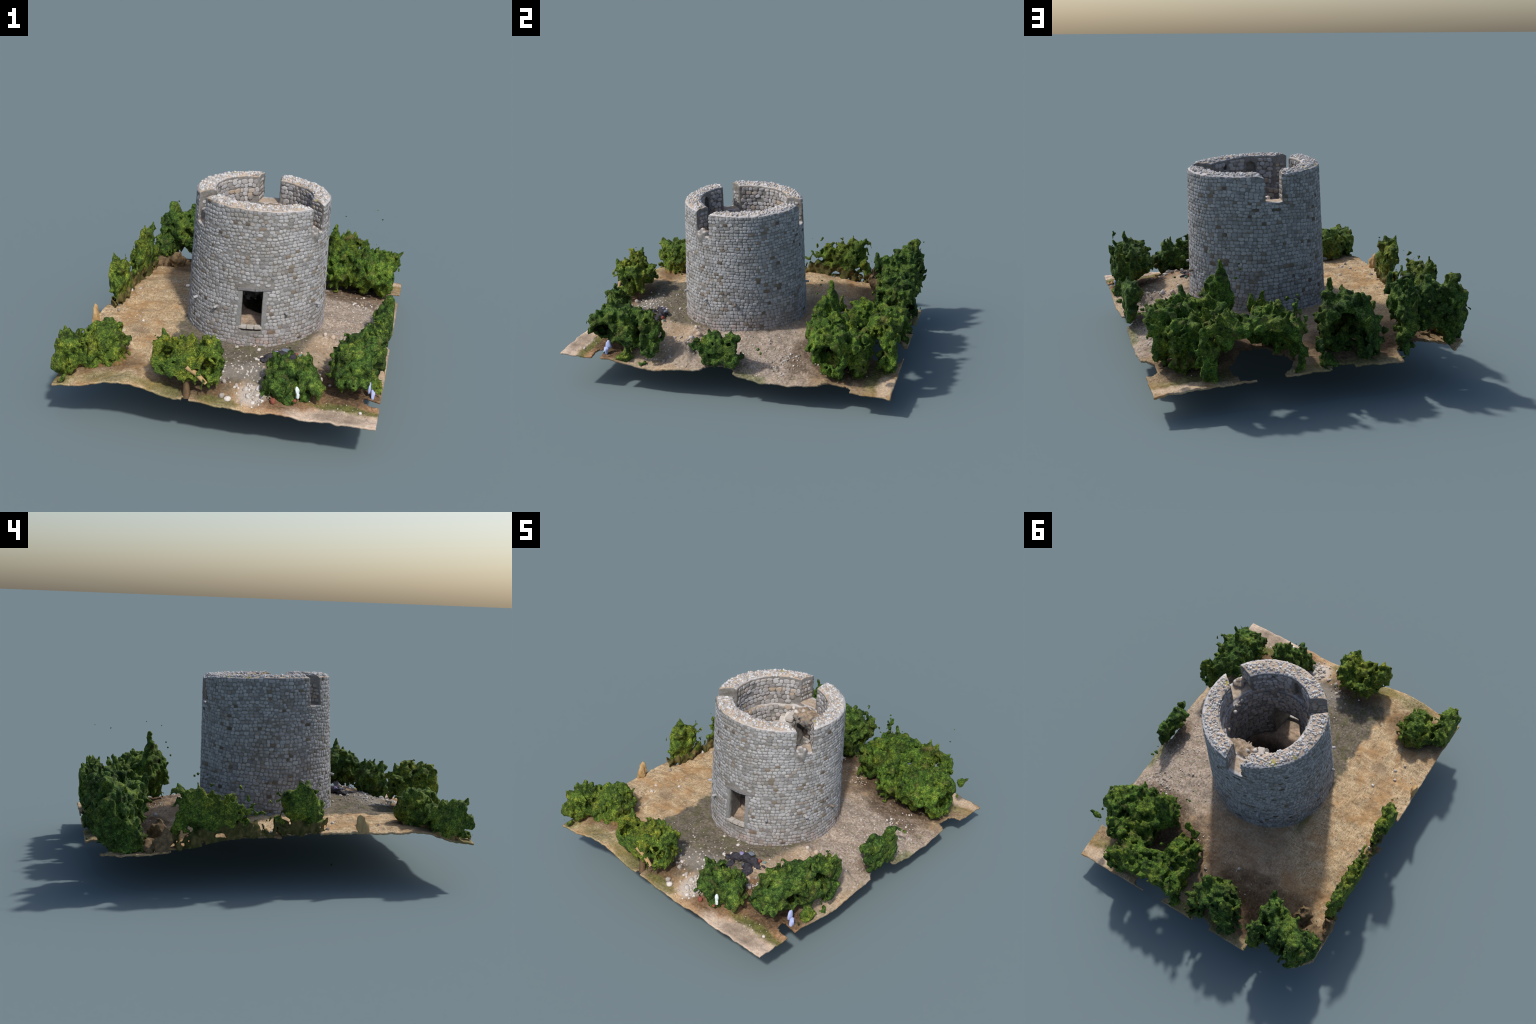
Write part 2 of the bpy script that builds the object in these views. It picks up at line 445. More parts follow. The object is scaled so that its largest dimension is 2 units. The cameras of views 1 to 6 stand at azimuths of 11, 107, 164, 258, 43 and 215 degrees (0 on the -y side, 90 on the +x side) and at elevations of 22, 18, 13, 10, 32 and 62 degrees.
# ------------------------------------------------------------------ lie of the land
EDGE_S = [(-.8, .243), (-.68, .249), (-.58, .276), (-.45, .30), (-.33, .293), (-.21, .256), (-.1, .252), (.01, .235), (.17, .226), (.35, .234), (.53, .227), (.8, .218)]
EDGE_E = [(-.8, .218), (-.65, .21), (-.57, .19), (-.47, .178), (-.37, .172), (-.2, .19), (-.05, .2), (.08, .2), (.22, .158), (.42, .156), (.6, .158), (.8, .145)]
EDGE_N = [(.81, .128), (.66, .142), (.45, .15), (.2, .162), (0, .174), (-.2, .178), (-.39, .176), (-.6, .185)]
EDGE_W = [(.92, .196), (.71, .215), (.5, .234), (.33, .272), (.15, .288), (-.1, .29), (-.23, .3), (-.43, .303), (-.6, .302), (-.76, .302), (-.88, .255)]
CTRL = [(x, -1.0, z) for x, z in EDGE_S] + [(X1, y, z) for y, z in EDGE_E] + [(x, 1.0, z) for x, z in EDGE_N] + [(-X1, y, z) for y, z in EDGE_W]
for a in range(0, 360, 30):
    CTRL.append((CX + 0.39 * math.cos(math.radians(a)), CY + 0.39 * math.sin(math.radians(a)), 0.291 if 170 < a < 345 else 0.271))
CTRL += [(CX, CY, 0.31), (0.064, -0.936, .245), (.187, -.882, .252), (.28, -.57, .298), (.625, .36, .215),
         (.42, -.66, .280), (.24, -.77, .285), (.30, -.73, .29), (.5, -.76, .245), (.62, -.6, .245), (.62, -.8, .232), (.45, -.88, .235), (.41, -.27, .286), (.6, -.1, .25),
         (.60, .15, .242), (-.5, -.4, .298), (-.6, -.1, .288), (-.5, .3, .272), (-.3, .6, .245), (-.5, .6, .235), (0, .65, .235), (.3, .5, .245), (.55, .5, .21), (0, .85, .2), (.7, .85, .138), (.45, .9, .16), (.62, .7, .165),
         (-.2, -.7, .285), (.1, -.7, .288), (-.4, -.8, .292), (-.62, -.6, .30), (-.6, .85, .215), (.4, .8, .19)]
CTRL = np.array(CTRL)


def _tps(r2):
    return 0.5 * r2 * np.log(r2 + 1e-9)


def _fit():
    n = len(CTRL)
    d2 = ((CTRL[:, None, :2] - CTRL[None, :, :2]) ** 2).sum(-1)
    A = np.zeros((n + 3, n + 3))
    A[:n, :n] = _tps(d2) + np.eye(n) * 2e-3
    A[:n, n] = 1; A[:n, n + 1:] = CTRL[:, :2]
    A[n:, :n] = A[:n, n:].T
    return np.linalg.solve(A, np.concatenate([CTRL[:, 2], np.zeros(3)]))


_W = _fit()


def land(x, y, detail=True):
    x = np.asarray(x, float); y = np.asarray(y, float)
    sh = x.shape
    q = np.stack([x.ravel(), y.ravel()], 1)
    out = np.zeros(len(q))
    for i in range(0, len(q), 20000):
        p = q[i:i + 20000]
        d2 = ((p[:, None] - CTRL[None, :, :2]) ** 2).sum(-1)
        out[i:i + 20000] = _tps(d2) @ _W[:len(CTRL)] + _W[len(CTRL)] + p @ _W[len(CTRL) + 1:]
    z = out.reshape(sh)
    # rocky knoll on the east brink and the foot of an old wall beside it
    o = np.zeros_like(z)
    rag = 1 + 1.1 * perlin(x * 22, y * 22, o, 31) + 0.7 * perlin(x * 50, y * 50, o, 32)
    z = z + rag * (0.060 * np.exp(-(((x - .69) / .05) ** 2 + ((y + .245) / .055) ** 2)) + 0.035 * np.exp(-(((x - .60) / .05) ** 2 + ((y + .25) / .04) ** 2)) + 0.026 * np.exp(-(((x - .46) / .06) ** 2 + ((y + .25) / .04) ** 2))
             + 0.02 * np.exp(-(((x - .43) / .05) ** 2 + ((y + .67) / .05) ** 2)))
    rr = np.sqrt((x - CX) ** 2 + (y - CY) ** 2)
    k = np.clip((0.375 - rr) / 0.04, 0, 1)
    z = z + (0.386 - z) * k * k * (3 - 2 * k)
    pit = np.clip(1.25 - np.sqrt(((x - CX - .07) / .15) ** 2 + ((y - CY - .03) / .17) ** 2), 0, .6) / .6
    z = z - 0.16 * pit * pit * (3 - 2 * pit)
    if detail:
        o = np.zeros_like(z)
        z = z + 0.016 * perlin(x * 9, y * 9, o, 3) + 0.009 * perlin(x * 24, y * 24, o, 4) + 0.006 * perlin(x * 60, y * 60, o, 5) + 0.0035 * perlin(x * 130, y * 130, o, 6)
    return z


HOLES = [(.81, .69, .06, .09), (.26, .87, .155, .15), (-.11, 1.0, .06, .04), (-.575, .95, .15, .12), (.80, -.765, .075, .030), (-.118, -1.0, .014, .05), (.81, .0, .05, .10)]


def build_ground():
    g = thing("rocky_ground", "sloping cropped patch of dry stony hilltop ground", "terrain")
    h = 0.0075
    xs = np.linspace(-X1, X1, int(2 * X1 / h)); ys = np.linspace(-Y1, Y1, int(2 * Y1 / h))
    X, Y = np.meshgrid(xs, ys, indexing="ij")
    Z = land(X, Y)
    keep = np.ones(X.shape, bool)
    for i, (a, b, rx, ry) in enumerate(HOLES):
        d = np.sqrt(((X - a) / rx) ** 2 + ((Y - b) / ry) ** 2) + 0.35 * perlin(X * 16, Y * 16, X * 0, 20 + i)
        keep &= d > 1
    west = -0.787 + 0.012 * perlin(X * 9, Y * 9, X * 0, 41) + 0.006 * perlin(X * 40, Y * 40, X * 0, 42)
    keep &= (X > west) | (Y < 0.08) | (Y > 0.60)
    keep &= (X > -0.752 + 3 * (west + 0.787)) | (np.abs(Y - 0.36) > 0.19 + 0.3 * (west + 0.787)) & (np.abs(Y + 0.06) > 0.10)
    keep &= (Y - X) < 1.665 + 0.03 * perlin(X * 20, Y * 20, X * 0, 43)
    cell = keep[:-1, :-1] & keep[1:, :-1] & keep[:-1, 1:] & keep[1:, 1:]
    ii, jj = np.nonzero(cell)
    ny = len(ys)
    idx = lambda i, j: i * ny + j
    F = np.stack([idx(ii, jj), idx(ii + 1, jj), idx(ii + 1, jj + 1), idx(ii, jj + 1)], 1)
    V = np.stack([X.ravel(), Y.ravel(), Z.ravel()], 1)
    used = np.zeros(len(V), bool); used[F.ravel()] = True
    rem = np.cumsum(used) - 1
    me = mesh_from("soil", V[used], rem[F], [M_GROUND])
    ob = add("soil", me, g)
    sol = ob.modifiers.new("thickness", "SOLIDIFY")
    sol.thickness = 0.010; sol.offset = -1
    return g


GROUND = build_ground()

# ------------------------------------------------------------------ stones: a few shared blocks
def block(seed, sides=11, power=3.0, dome=0.5, rough=0.1):
    """pillow-faced stone in the unit box: x,y face plane, z outward, back at z=-1"""
    r = np.random.default_rng(seed)
    a = np.linspace(0, 2 * np.pi, sides, endpoint=False) + r.uniform(-.2, .2, sides) + r.uniform(0, 1)
    rad = (np.abs(np.cos(a)) ** power + np.abs(np.sin(a)) ** power) ** (-1 / power)
    rad *= 1 + r.uniform(-rough * 1.3, rough * 0.5, sides)
    ring = np.stack([np.cos(a) * rad, np.sin(a) * rad], 1)
    V, F = [], []
    for s, z in ((1.03, -1.0), (1.0, 0.45), (0.93, 0.84), (0.65, 0.97)):
        jz = r.uniform(-.16, .10, sides) if z > 0.3 else 0
        V += [(*p, zz) for p, zz in zip(ring * s, np.full(sides, z) + jz)]
    V.append((0, 0, 0.96 + r.uniform(-.12, .12)))
    for k in range(3):
        for i in range(sides):
            j = (i + 1) % sides
            F.append((k * sides + i, k * sides + j, (k + 1) * sides + j, (k + 1) * sides + i))
    tip = 4 * sides
    for i in range(0, sides):
        j = (i + 1) % sides
        F.append((3 * sides + i, 3 * sides + j, tip, tip))
    return np.array(V, float), F


def pebble(seed, rough=0.28):
    """lumpy closed stone in the unit ball"""
    r = np.random.default_rng(seed)
    V = [(0, 0, 1)]
    rows, cols = 4, 8
    for i in range(1, rows + 1):
        p = math.pi * i / (rows + 1)
        for j in range(cols):
            q = 2 * math.pi * (j + 0.5 * (i % 2)) / cols
            V.append((math.sin(p) * math.cos(q), math.sin(p) * math.sin(q), math.cos(p)))
    V.append((0, 0, -1))
    V = np.array(V) * (1 + r.uniform(-rough, rough * .5, len(V)))[:, None]
    F = []
    for j in range(cols):
        F.append((0, 1 + j, 1 + (j + 1) % cols))
    for i in range(rows - 1):
        for j in range(cols):
            a, b = 1 + i * cols + j, 1 + i * cols + (j + 1) % cols
            F += [(a, a + cols, b + cols), (a, b + cols, b)]
    L = len(V) - 1
    for j in range(cols):
        F.append((L, 1 + (rows - 1) * cols + (j + 1) % cols, 1 + (rows - 1) * cols + j))
    return V, F


def tri(F):
    out = []
    for f in F:
        if len(f) == 3:
            out.append(f)
        else:
            out.append((f[0], f[1], f[2]))
            if f[3] != f[2]:
                out.append((f[0], f[2], f[3]))
    return np.array(out, int)


BLOCKS = [(v, tri(f)) for v, f in (block(i, sides=(9, 10, 11, 12)[i % 4], power=(3.2, 4.5, 6.5)[i % 3]) for i in range(18))]
PEBBLES = [(v, tri(f)) for v, f in (pebble(100 + i) for i in range(10))]


def joined(name, items, lib, mat, parent, smooth=True):
    """items: (template, 3x3 matrix, position); many stones in one mesh"""
    Vs, Fs, o = [], [], 0
    for k, M, p in items:
        v, f = lib[k]
        Vs.append(v @ np.asarray(M).T + np.asarray(p)); Fs.append(f + o); o += len(v)
    me = mesh_from(name, np.concatenate(Vs), np.concatenate(Fs), [mat], smooth)
    return add(name, me, parent, "stuff")


def named(name, items, lib, mat, parent, smooth=True):
    from mathutils import Matrix
    meshes = {}
    for k, M, p in items:
        if k not in meshes:
            meshes[k] = mesh_from(name, lib[k][0], lib[k][1], [mat], smooth)
        ob = add(name, meshes[k], parent)
        m = np.eye(4); m[:3, :3] = M; m[:3, 3] = p
        ob.matrix_local = Matrix([list(map(float, row)) for row in m])


# ------------------------------------------------------------------ tower
TOWER = thing("round_stone_tower", "roofless round rubble stone tower with three embrasures", "watchtower")


def axis(z):
    t = np.clip((z - 0.3) / 0.72, -1, 1.2)
    return 0.038 + 0.021 * t, -0.061 + 0.019 * t


def r_out(z):
    return 0.3835 - 0.0205 * np.clip((z - 0.3) / 0.72, -1, 1.2)


def rim(th):
    z = 1.024 - 0.019 * np.cos(th - math.radians(32))
    return z - 0.016 * np.exp(-((th - math.radians(85)) / 0.07) ** 2)


def wrap(a):
    return (a + np.pi) % (2 * np.pi) - np.pi


D = math.radians
NOTCH = [dict(o=(-33.2, -18.6), i=(-38, -9), z=.869), dict(o=(-150.0, -137.6), i=(-155.4, -132), z=.888), dict(o=(85.3, 99.6), i=(80, 106.5), z=.872)]
DOOR = dict(th=(-91.9, -75.7), z=(.400, .601))


def notch_limits(n, r):
    t = np.clip((0.365 - r) / 0.105, 0, 1)
    return D(n["o"][0]) + (D(n["i"][0] - n["o"][0])) * t, D(n["o"][1]) + (D(n["i"][1] - n["o"][1])) * t


def build_core():
    h = 0.0062
    X, Y, Z = grid_axes((CX - .41, CY - .41, 0.22), (CX + .41, CY + .41, 1.06), h)
    ax, ay = axis(Z)
    x, y = X - ax, Y - ay
    r = np.sqrt(x * x + y * y)
    th = np.arctan2(y, x)
    n1 = perlin(X * 30, Y * 30, Z * 30, 1); n2 = perlin(X * 75, Y * 75, Z * 75, 2)
    rough = 0.0028 * n1 + 0.0022 * n2
    ro = r_out(Z)
    upper = np.clip((Z - 0.842) / 0.02 + 0.8 * n1, 0, 1)
    ri = 0.241 + 0.022 * upper + 0.006 * np.sin(th * 3 + 1)
    f = np.maximum(r - ro, ri - r)
    top = rim(th) + 0.010 * np.clip((ro - r) / 0.03, 0, 1) - 0.012 * np.clip((0.285 - r) / 0.03, 0, 1) + 0.008 * n1
    f = np.maximum(f, Z - top)
    f += np.where(r > ro - 0.02, 0.0010 + 0.45 * rough, 0.001 + 0.7 * rough)
    for n in NOTCH:
        a, b = notch_limits(n, r)
        mid = (a + b) / 2
        d = (np.abs(wrap(th - mid)) - (b - a) / 2) * r
        floor = n["z"] + 0.004 * n1
        cut = np.maximum(d, floor - Z)
        f = np.maximum(f, -cut)
    # door through the wall, a little wider inside
    a, b = D(DOOR["th"][0]), D(DOOR["th"][1])
    mid = (a + b) / 2
    d = np.abs(wrap(th - mid)) * r - (0.0525 + 0.03 * np.clip((0.36 - r) / 0.1, 0, 1))
    zt = DOOR["z"][1] + 0.03 * np.clip((0.36 - r) / 0.1, 0, 1)
    cut = np.maximum(np.maximum(d, Z - zt), 0.372 - Z)
    cut = np.where((np.abs(wrap(th - mid)) < 1.2), cut, 1)
    f = np.maximum(f, -cut)
    # arched niche and a putlog slot in the parapet, inside
    for a, w, z0, z1, depth, arch in ((-101.5, 0.027, .86, 1.008, .038, 1), (-67, 0.011, .968, .998, .03, 0), (-140, .012, .96, .985, .03, 0)):
        d = np.abs(wrap(th - D(a))) * r - w
        zt = z1 - (0.6 * (np.abs(wrap(th - D(a))) * r) ** 2 / w if arch else 0)
        cut = np.maximum(np.maximum(d, Z - zt), np.maximum(z0 - Z, r - 0.262 - depth))
        f = np.maximum(f, -cut)
    # broken vault springing below the northern embrasure and the dust heap in the eastern one
    for c in ((CX + .035, CY + .215, .835, .085, .075, .042), (CX + .115, CY + .21, .80, .09, .06, .06), (CX - .03, CY + .235, .80, .05, .04, .06)):
        f = smin(f, ellipsoid(X, Y, Z, c) + 0.02 * n1 + 0.008 * n2, 0.012)
    for c in ((CX + .30, CY - .155, .865, .035, .04, .045), (CX + .255, CY - .03, .80, .035, .06, .05)):
        f = smin(f, ellipsoid(X, Y, Z, c) + 0.012 * n1 + 0.006 * n2, 0.012)
    # ruined stair mass climbing the inner wall on the west, in rough steps
    tt = (np.degrees(th) % 360)
    topz = np.interp(tt, [0, 84, 96, 118, 140, 180, 222, 246, 360], [.2, .2, .84, .79, .73, .635, .50, .3, .2])
    topz = np.floor(topz / 0.045 + 0.35 * n1) * 0.045
    stair = np.maximum(np.maximum(Z - topz, r - 0.25), 0.115 + 0.04 * n1 - r) * 0.7 + 0.01 * n1 + 0.006 * n2
    stair = np.maximum(stair, 0.34 - Z)
    f = smin(f, stair, 0.008)
    V, Fq = surface_nets(f, (X[0, 0, 0], Y[0, 0, 0], Z[0, 0, 0]), h)
    add("wall_core", mesh_from("wall_core", V, Fq, [M_MORTAR]), TOWER)


build_core()


def frame(th, lean=0.0, roll=0.0, inward=False):
    """columns: along the wall, up, outward"""
    s = -1 if inward else 1
    out = np.array([math.cos(th) * s, math.sin(th) * s, lean])
    out /= np.linalg.norm(out)
    up = np.array([0, 0, 1.0]) - out * out[2]
    up /= np.linalg.norm(up)
    al = np.cross(up, out)
    c, q = math.cos(roll), math.sin(roll)
    return np.stack([al * c + up * q, up * c - al * q, out], 1)


def in_notch(th, z, hw, hh, r=0.365):
    for n in NOTCH:
        a, b = notch_limits(n, r)
        if z + hh > n["z"] + 0.002 and abs(wrap(th - (a + b) / 2)) < (b - a) / 2 + hw * 0.95 / r:
            return True
    return False


def wall_stones():
    items = []
    z = 0.262
    row = 0
    while z < 1.045:
        hh = RNG.uniform(0.0165, 0.0224)
        if z < 0.42:
            hh *= 1.08
        th = RNG.uniform(0, 0.1)
        end = th + 2 * math.pi
        while th < end:
            loose = 0.5 + 0.5 * math.tanh(3 * float(perlin(math.cos(th) * 1.6, math.sin(th) * 1.6, z * 4, 8)) + 1.3 * math.cos(th - D(-150)) + (z - 0.62) * 1.0 - 0.2)
            w = RNG.uniform(0.0178, 0.0325) * (0.96 if loose > .5 else 1.0)
            if RNG.random() < 0.07:
                w *= 1.35
            r = float(r_out(z))
            tc = th + w / 2 / r
            th += w / r
            zz = z + hh / 2 + 0.006 * math.sin(3 * tc + row * .15) + 0.004 * math.sin(7 * tc + 1) + RNG.normal(0, 0.0011 + 0.0018 * loose)
            gap = 0.0008 + 0.0022 * loose
            hw = (w - gap) / 2
            hv = (hh * RNG.uniform(0.92, 1.10) - gap) / 2
            t = wrap(tc)
            if RNG.random() < 0.008 + 0.035 * loose:
                continue                       # lost stone: bare mortar
            if zz + hv > rim(t) - 0.001:
                hv2 = (rim(t) - 0.001 - (zz - hv)) / 2
                if hv2 < 0.005:
                    continue
                zz = zz - hv + hv2; hv = hv2
            if in_notch(t, zz, hw, hv):
                continue
            dm = D(-83.8)
            off = abs(wrap(t - dm)) * r
            if off < 0.0525 + 0.016 + hw and 0.395 < zz < 0.605:
                continue
            if off < 0.085 + hw and 0.596 < zz < 0.622 and t < dm or off < 0.105 + hw and 0.596 < zz < 0.622 and t >= dm:
                continue
            if off < 0.055 + hw and 0.345 < zz - hv and zz < 0.40:
                continue
            if off < 0.11 and 0.62 < zz < 0.665 and RNG.random() < 0.6:
                continue
            ax, ay = axis(zz); rr = float(r_out(zz))
            dep = 0.0027 * RNG.uniform(0.55, 1.35)
            M = frame(t, 0.03, RNG.normal(0, 0.035 + 0.06 * loose)) @ np.diag([hw, hv, dep])
            if RNG.random() < .5:
                M = M @ np.diag([-1, -1, 1])
            p = np.array([ax + (rr - 0.0016) * math.cos(t), ay + (rr - 0.0016) * math.sin(t), zz])
            items.append((hw * hv, (int(RNG.integers(len(BLOCKS))), M, p)))
        z += hh
        row += 1
    items.sort(key=lambda q: -q[0])
    its = [i[1] for i in items]
    named("wall_stone", its[:280], BLOCKS, M_STONE, TOWER)
    joined("wall_stones", its[280:], BLOCKS, M_STONE, TOWER)
    # inner face
    its = []
    z = 0.40
    while z < 1.04:
        up = z > 0.85
        hh = RNG.uniform(0.02, 0.03)
        th = RNG.uniform(0, .1); end = th + 2 * math.pi
        while th < end:
            zz = z + hh / 2 + RNG.normal(0, .0025)
            r = (0.263 if up else 0.241) + 0.006 * math.sin(th * 3 + 1)
            w = RNG.uniform(0.02, 0.042)
            tc = th + w / 2 / r; th += w / r; t = wrap(tc)
            hw, hv = (w - .001) / 2, (hh * RNG.uniform(.92, 1.14) - .001) / 2
            top = rim(t) - .010
            if zz + hv > top:
                h2 = (top - (zz - hv)) / 2
                if h2 < .005:
                    continue
                zz = zz - hv + h2; hv = h2
            if in_notch(t, zz, hw, hv, r):
                continue
            if abs(wrap(t - D(-83.8))) * r < 0.09 + hw and zz < 0.65:
                continue
            if abs(wrap(t - D(-101.5))) * r < 0.03 + hw and zz > 0.85:
                continue
            if abs(wrap(t - D(-67))) * r < 0.012 + hw and .96 < zz < 1.0:
                continue
            if RNG.random() < 0.06:
                continue
            ax, ay = axis(zz)
            M = frame(t, 0, RNG.normal(0, .12), True) @ np.diag([hw, hv, .0045 * RNG.uniform(.6, 1.3)])
            its.append((int(RNG.integers(len(BLOCKS))), M, np.array([ax + r * math.cos(t), ay + r * math.sin(t), zz])))
        z += hh
    # cheeks of the embrasures
    for n in NOTCH:
        for side in (0, 1):
            zz = n["z"] + .012
            while zz < 1.0:
                hh = RNG.uniform(.018, .026)
                q = 0.268 + RNG.uniform(0, .01)
                while q < 0.352:
                    w = RNG.uniform(.014, .042)
                    rc = q + w / 2; q += w
                    if q > 0.362:
                        break
                    a = notch_limits(n, rc)[side]; a2 = notch_limits(n, rc + .005)[side]
                    pos = np.array([rc * math.cos(a), rc * math.sin(a), 0]); al = np.array([(rc + .005) * math.cos(a2), (rc + .005) * math.sin(a2), 0]) - pos
                    al /= np.linalg.norm(al)
                    up = np.array([0, 0, 1.0]); out = np.cross(al, up)
                    mid = sum(notch_limits(n, rc)) / 2
                    if out @ (np.array([rc * math.cos(mid), rc * math.sin(mid), 0]) - pos) < 0:
                        out = -out; al = -al
                    if zz + hh > rim(a) - .002:
                        he = rim(a) - .002 - zz
                        if he < .009:
                            continue
                    else:
                        he = hh
                    ax, ay = axis(zz)
                    M = np.stack([al, up, out], 1) @ np.diag([(w - .003) / 2, (he * RNG.uniform(.75, 1.05) - .002) / 2, .003 * RNG.uniform(.6, 1.2)])
                    its.append((int(RNG.integers(len(BLOCKS))), M, pos + np.array([ax, ay, zz + he / 2 + RNG.normal(0, .002)])))
                zz += hh
    joined("inner_wall_stones", its, BLOCKS, M_STONE_IN, TOWER)


def rand_rot():
    q = RNG.normal(size=4); q /= np.linalg.norm(q)
    w, x, y, z = q
    return np.array([[1 - 2 * (y * y + z * z), 2 * (x * y - z * w), 2 * (x * z + y * w)], [2 * (x * y + z * w), 1 - 2 * (x * x + z * z), 2 * (y * z - x * w)],
                     [2 * (x * z - y * w), 2 * (y * z + x * w), 1 - 2 * (x * x + y * y)]])


def rim_rubble():
    big, small = [], []
    for k in range(1500):
        t = RNG.uniform(-math.pi, math.pi)
        s = 0.0035 + 0.0085 * RNG.random() ** 2.2
        r = math.sqrt(RNG.uniform(0.272 ** 2, 0.350 ** 2))
        blocked = False
        for n in NOTCH:
            a, b = notch_limits(n, r)
            if abs(wrap(t - (a + b) / 2)) < (b - a) / 2 + s * 1.3 / r:
                blocked = True
        if blocked:
            continue
        ax, ay = axis(1.0)
        z = float(rim(t)) + 0.010 * min(1, (0.363 - r) / 0.03) - 0.012 * min(1, max(0, (0.285 - r) / 0.03))
        M = rand_rot() @ np.diag([s * RNG.uniform(.8, 1.3), s * RNG.uniform(.8, 1.1), s * RNG.uniform(.55, .9)])
        it = (int(RNG.integers(len(PEBBLES))), M, np.array([ax + r * math.cos(t), ay + r * math.sin(t), z - s * 0.15]))
        (big if s > .0095 else small).append(it)
    named("rim_stone", big[:120], PEBBLES, M_RUBBLE, TOWER)
    joined("rim_rubble", small + big[120:], PEBBLES, M_RUBBLE, TOWER)
    # fallen blocks on the ledges inside
    its = []
    for (a, r, z, s) in ((88, .20, .865, .020), (100, .175, .862, .018), (80, .225, .85, .015), (93, .24, .868, .012), (60, .21, .83, .016), (0, .222, .835, .014), (-8, .235, .855, .012),
                         (-35, .25, .862, .012), (-150, .25, .872, .010), (-120, .252, .86, .011), (112, .235, .85, .014), (30, .225, .82, .013)):
        its.append((int(RNG.integers(len(PEBBLES))), rand_rot() @ np.diag([s, s * .85, s * .8]), np.array([.055 + r * math.cos(D(a)), -.045 + r * math.sin(D(a)), z])))
    named("fallen_block", its, PEBBLES, M_PEBBLE, TOWER)


def stair():
    # worn stone steps climbing the west side of the inner wall to the northern embrasure
    for i in range(13):
        a = D(222 - i * 9.6)
        z = 0.50 + i * 0.0268
        M = frame(a, RNG.normal(0, .05), RNG.normal(0, .06)) @ np.diag([.020 * RNG.uniform(.85, 1.15), .013, .058 * RNG.uniform(.85, 1.1)])
        box("stair_step", M_PEBBLE, TOWER, M, np.array([CX + .19 * math.cos(a), CY + .19 * math.sin(a), z + .004]), 0.35)


def pegs():
    V, F = BLOCKS[1]
    its = []
    for a, z in ((-138.7, .480), (-114.1, .480), (-55.7, .471), (-22, .471), (7.6, .460), (62.2, .459), (109.3, .456), (140.2, .467), (167.9, .480), (-161.7, .480)):
        ax, ay = axis(z); r = float(r_out(z)) + .008
        M = frame(D(a), -0.1, RNG.uniform(-.3, .3)) @ np.diag([.0085, .0075, .016])
        its.append((1, M, np.array([ax + r * math.cos(D(a)), ay + r * math.sin(D(a)), z])))
    named("projecting_peg", its, BLOCKS, M_STONE, TOWER)


def box(name, mat, parent, M, p, bev=0.15):
    import bmesh
    bm = bmesh.new()
    bmesh.ops.create_cube(bm, size=2)
    S = [np.linalg.norm(M[:, i]) for i in range(3)]
    for v in bm.verts:
        v.co.x *= S[0]; v.co.y *= S[1]; v.co.z *= S[2]
    bmesh.ops.bevel(bm, geom=bm.edges[:], offset=bev * min(S), segments=2, affect="EDGES")
    me = bpy.data.meshes.new(name); bm.to_mesh(me); bm.free()
    me.materials.append(mat)
    ob = add(name, me, parent)
    from mathutils import Matrix
    m = np.eye(4); m[:3, :3] = M / np.array(S); m[:3, 3] = p
    ob.matrix_local = Matrix([list(map(float, q)) for q in m])
    return ob


def wall_point(th, z, r=0.0):
    ax, ay = axis(z); rr = float(r_out(z)) + r
    return np.array([ax + rr * math.cos(th), ay + rr * math.sin(th), z])


def door():
    dm = D(-83.8)
    for k, (a0, a1) in enumerate(((-95.8, -82.1), (-81.9, -68.2))):     # two grey lintel timbers following the curve
        m = D((a0 + a1) / 2)
        hw = D(a1 - a0) / 2 * .378
        box("lintel_timber", M_WOOD, TOWER, frame(m, 0, 0.008 * (1 if k else -1)) @ np.diag([hw, .0065, .0075]), wall_point(m, .6065, -.004))
    for a in (-93.9, -73.5):
        for i in range(4):
            z = .424 + i * .0485
            box("door_jamb", M_JAMB, TOWER, frame(D(a)) @ np.diag([.0115, .0243, .005]), wall_point(D(a), z, -.0040), 0.05)
    for a0, a1, hh in ((-93.5, -87.2, .007), (-87.0, -81, .006), (-80.8, -74.6, .0065)):
        m = D((a0 + a1) / 2)
        box("sill_stone", M_SILL, TOWER, frame(m, 0, RNG.normal(0, .02)) @ np.diag([D(a1 - a0) / 2 * .378 - .001, hh, .018]), wall_point(m, .393, -.012), 0.3)


wall_stones()
rim_rubble()
stair()
pegs()
door()

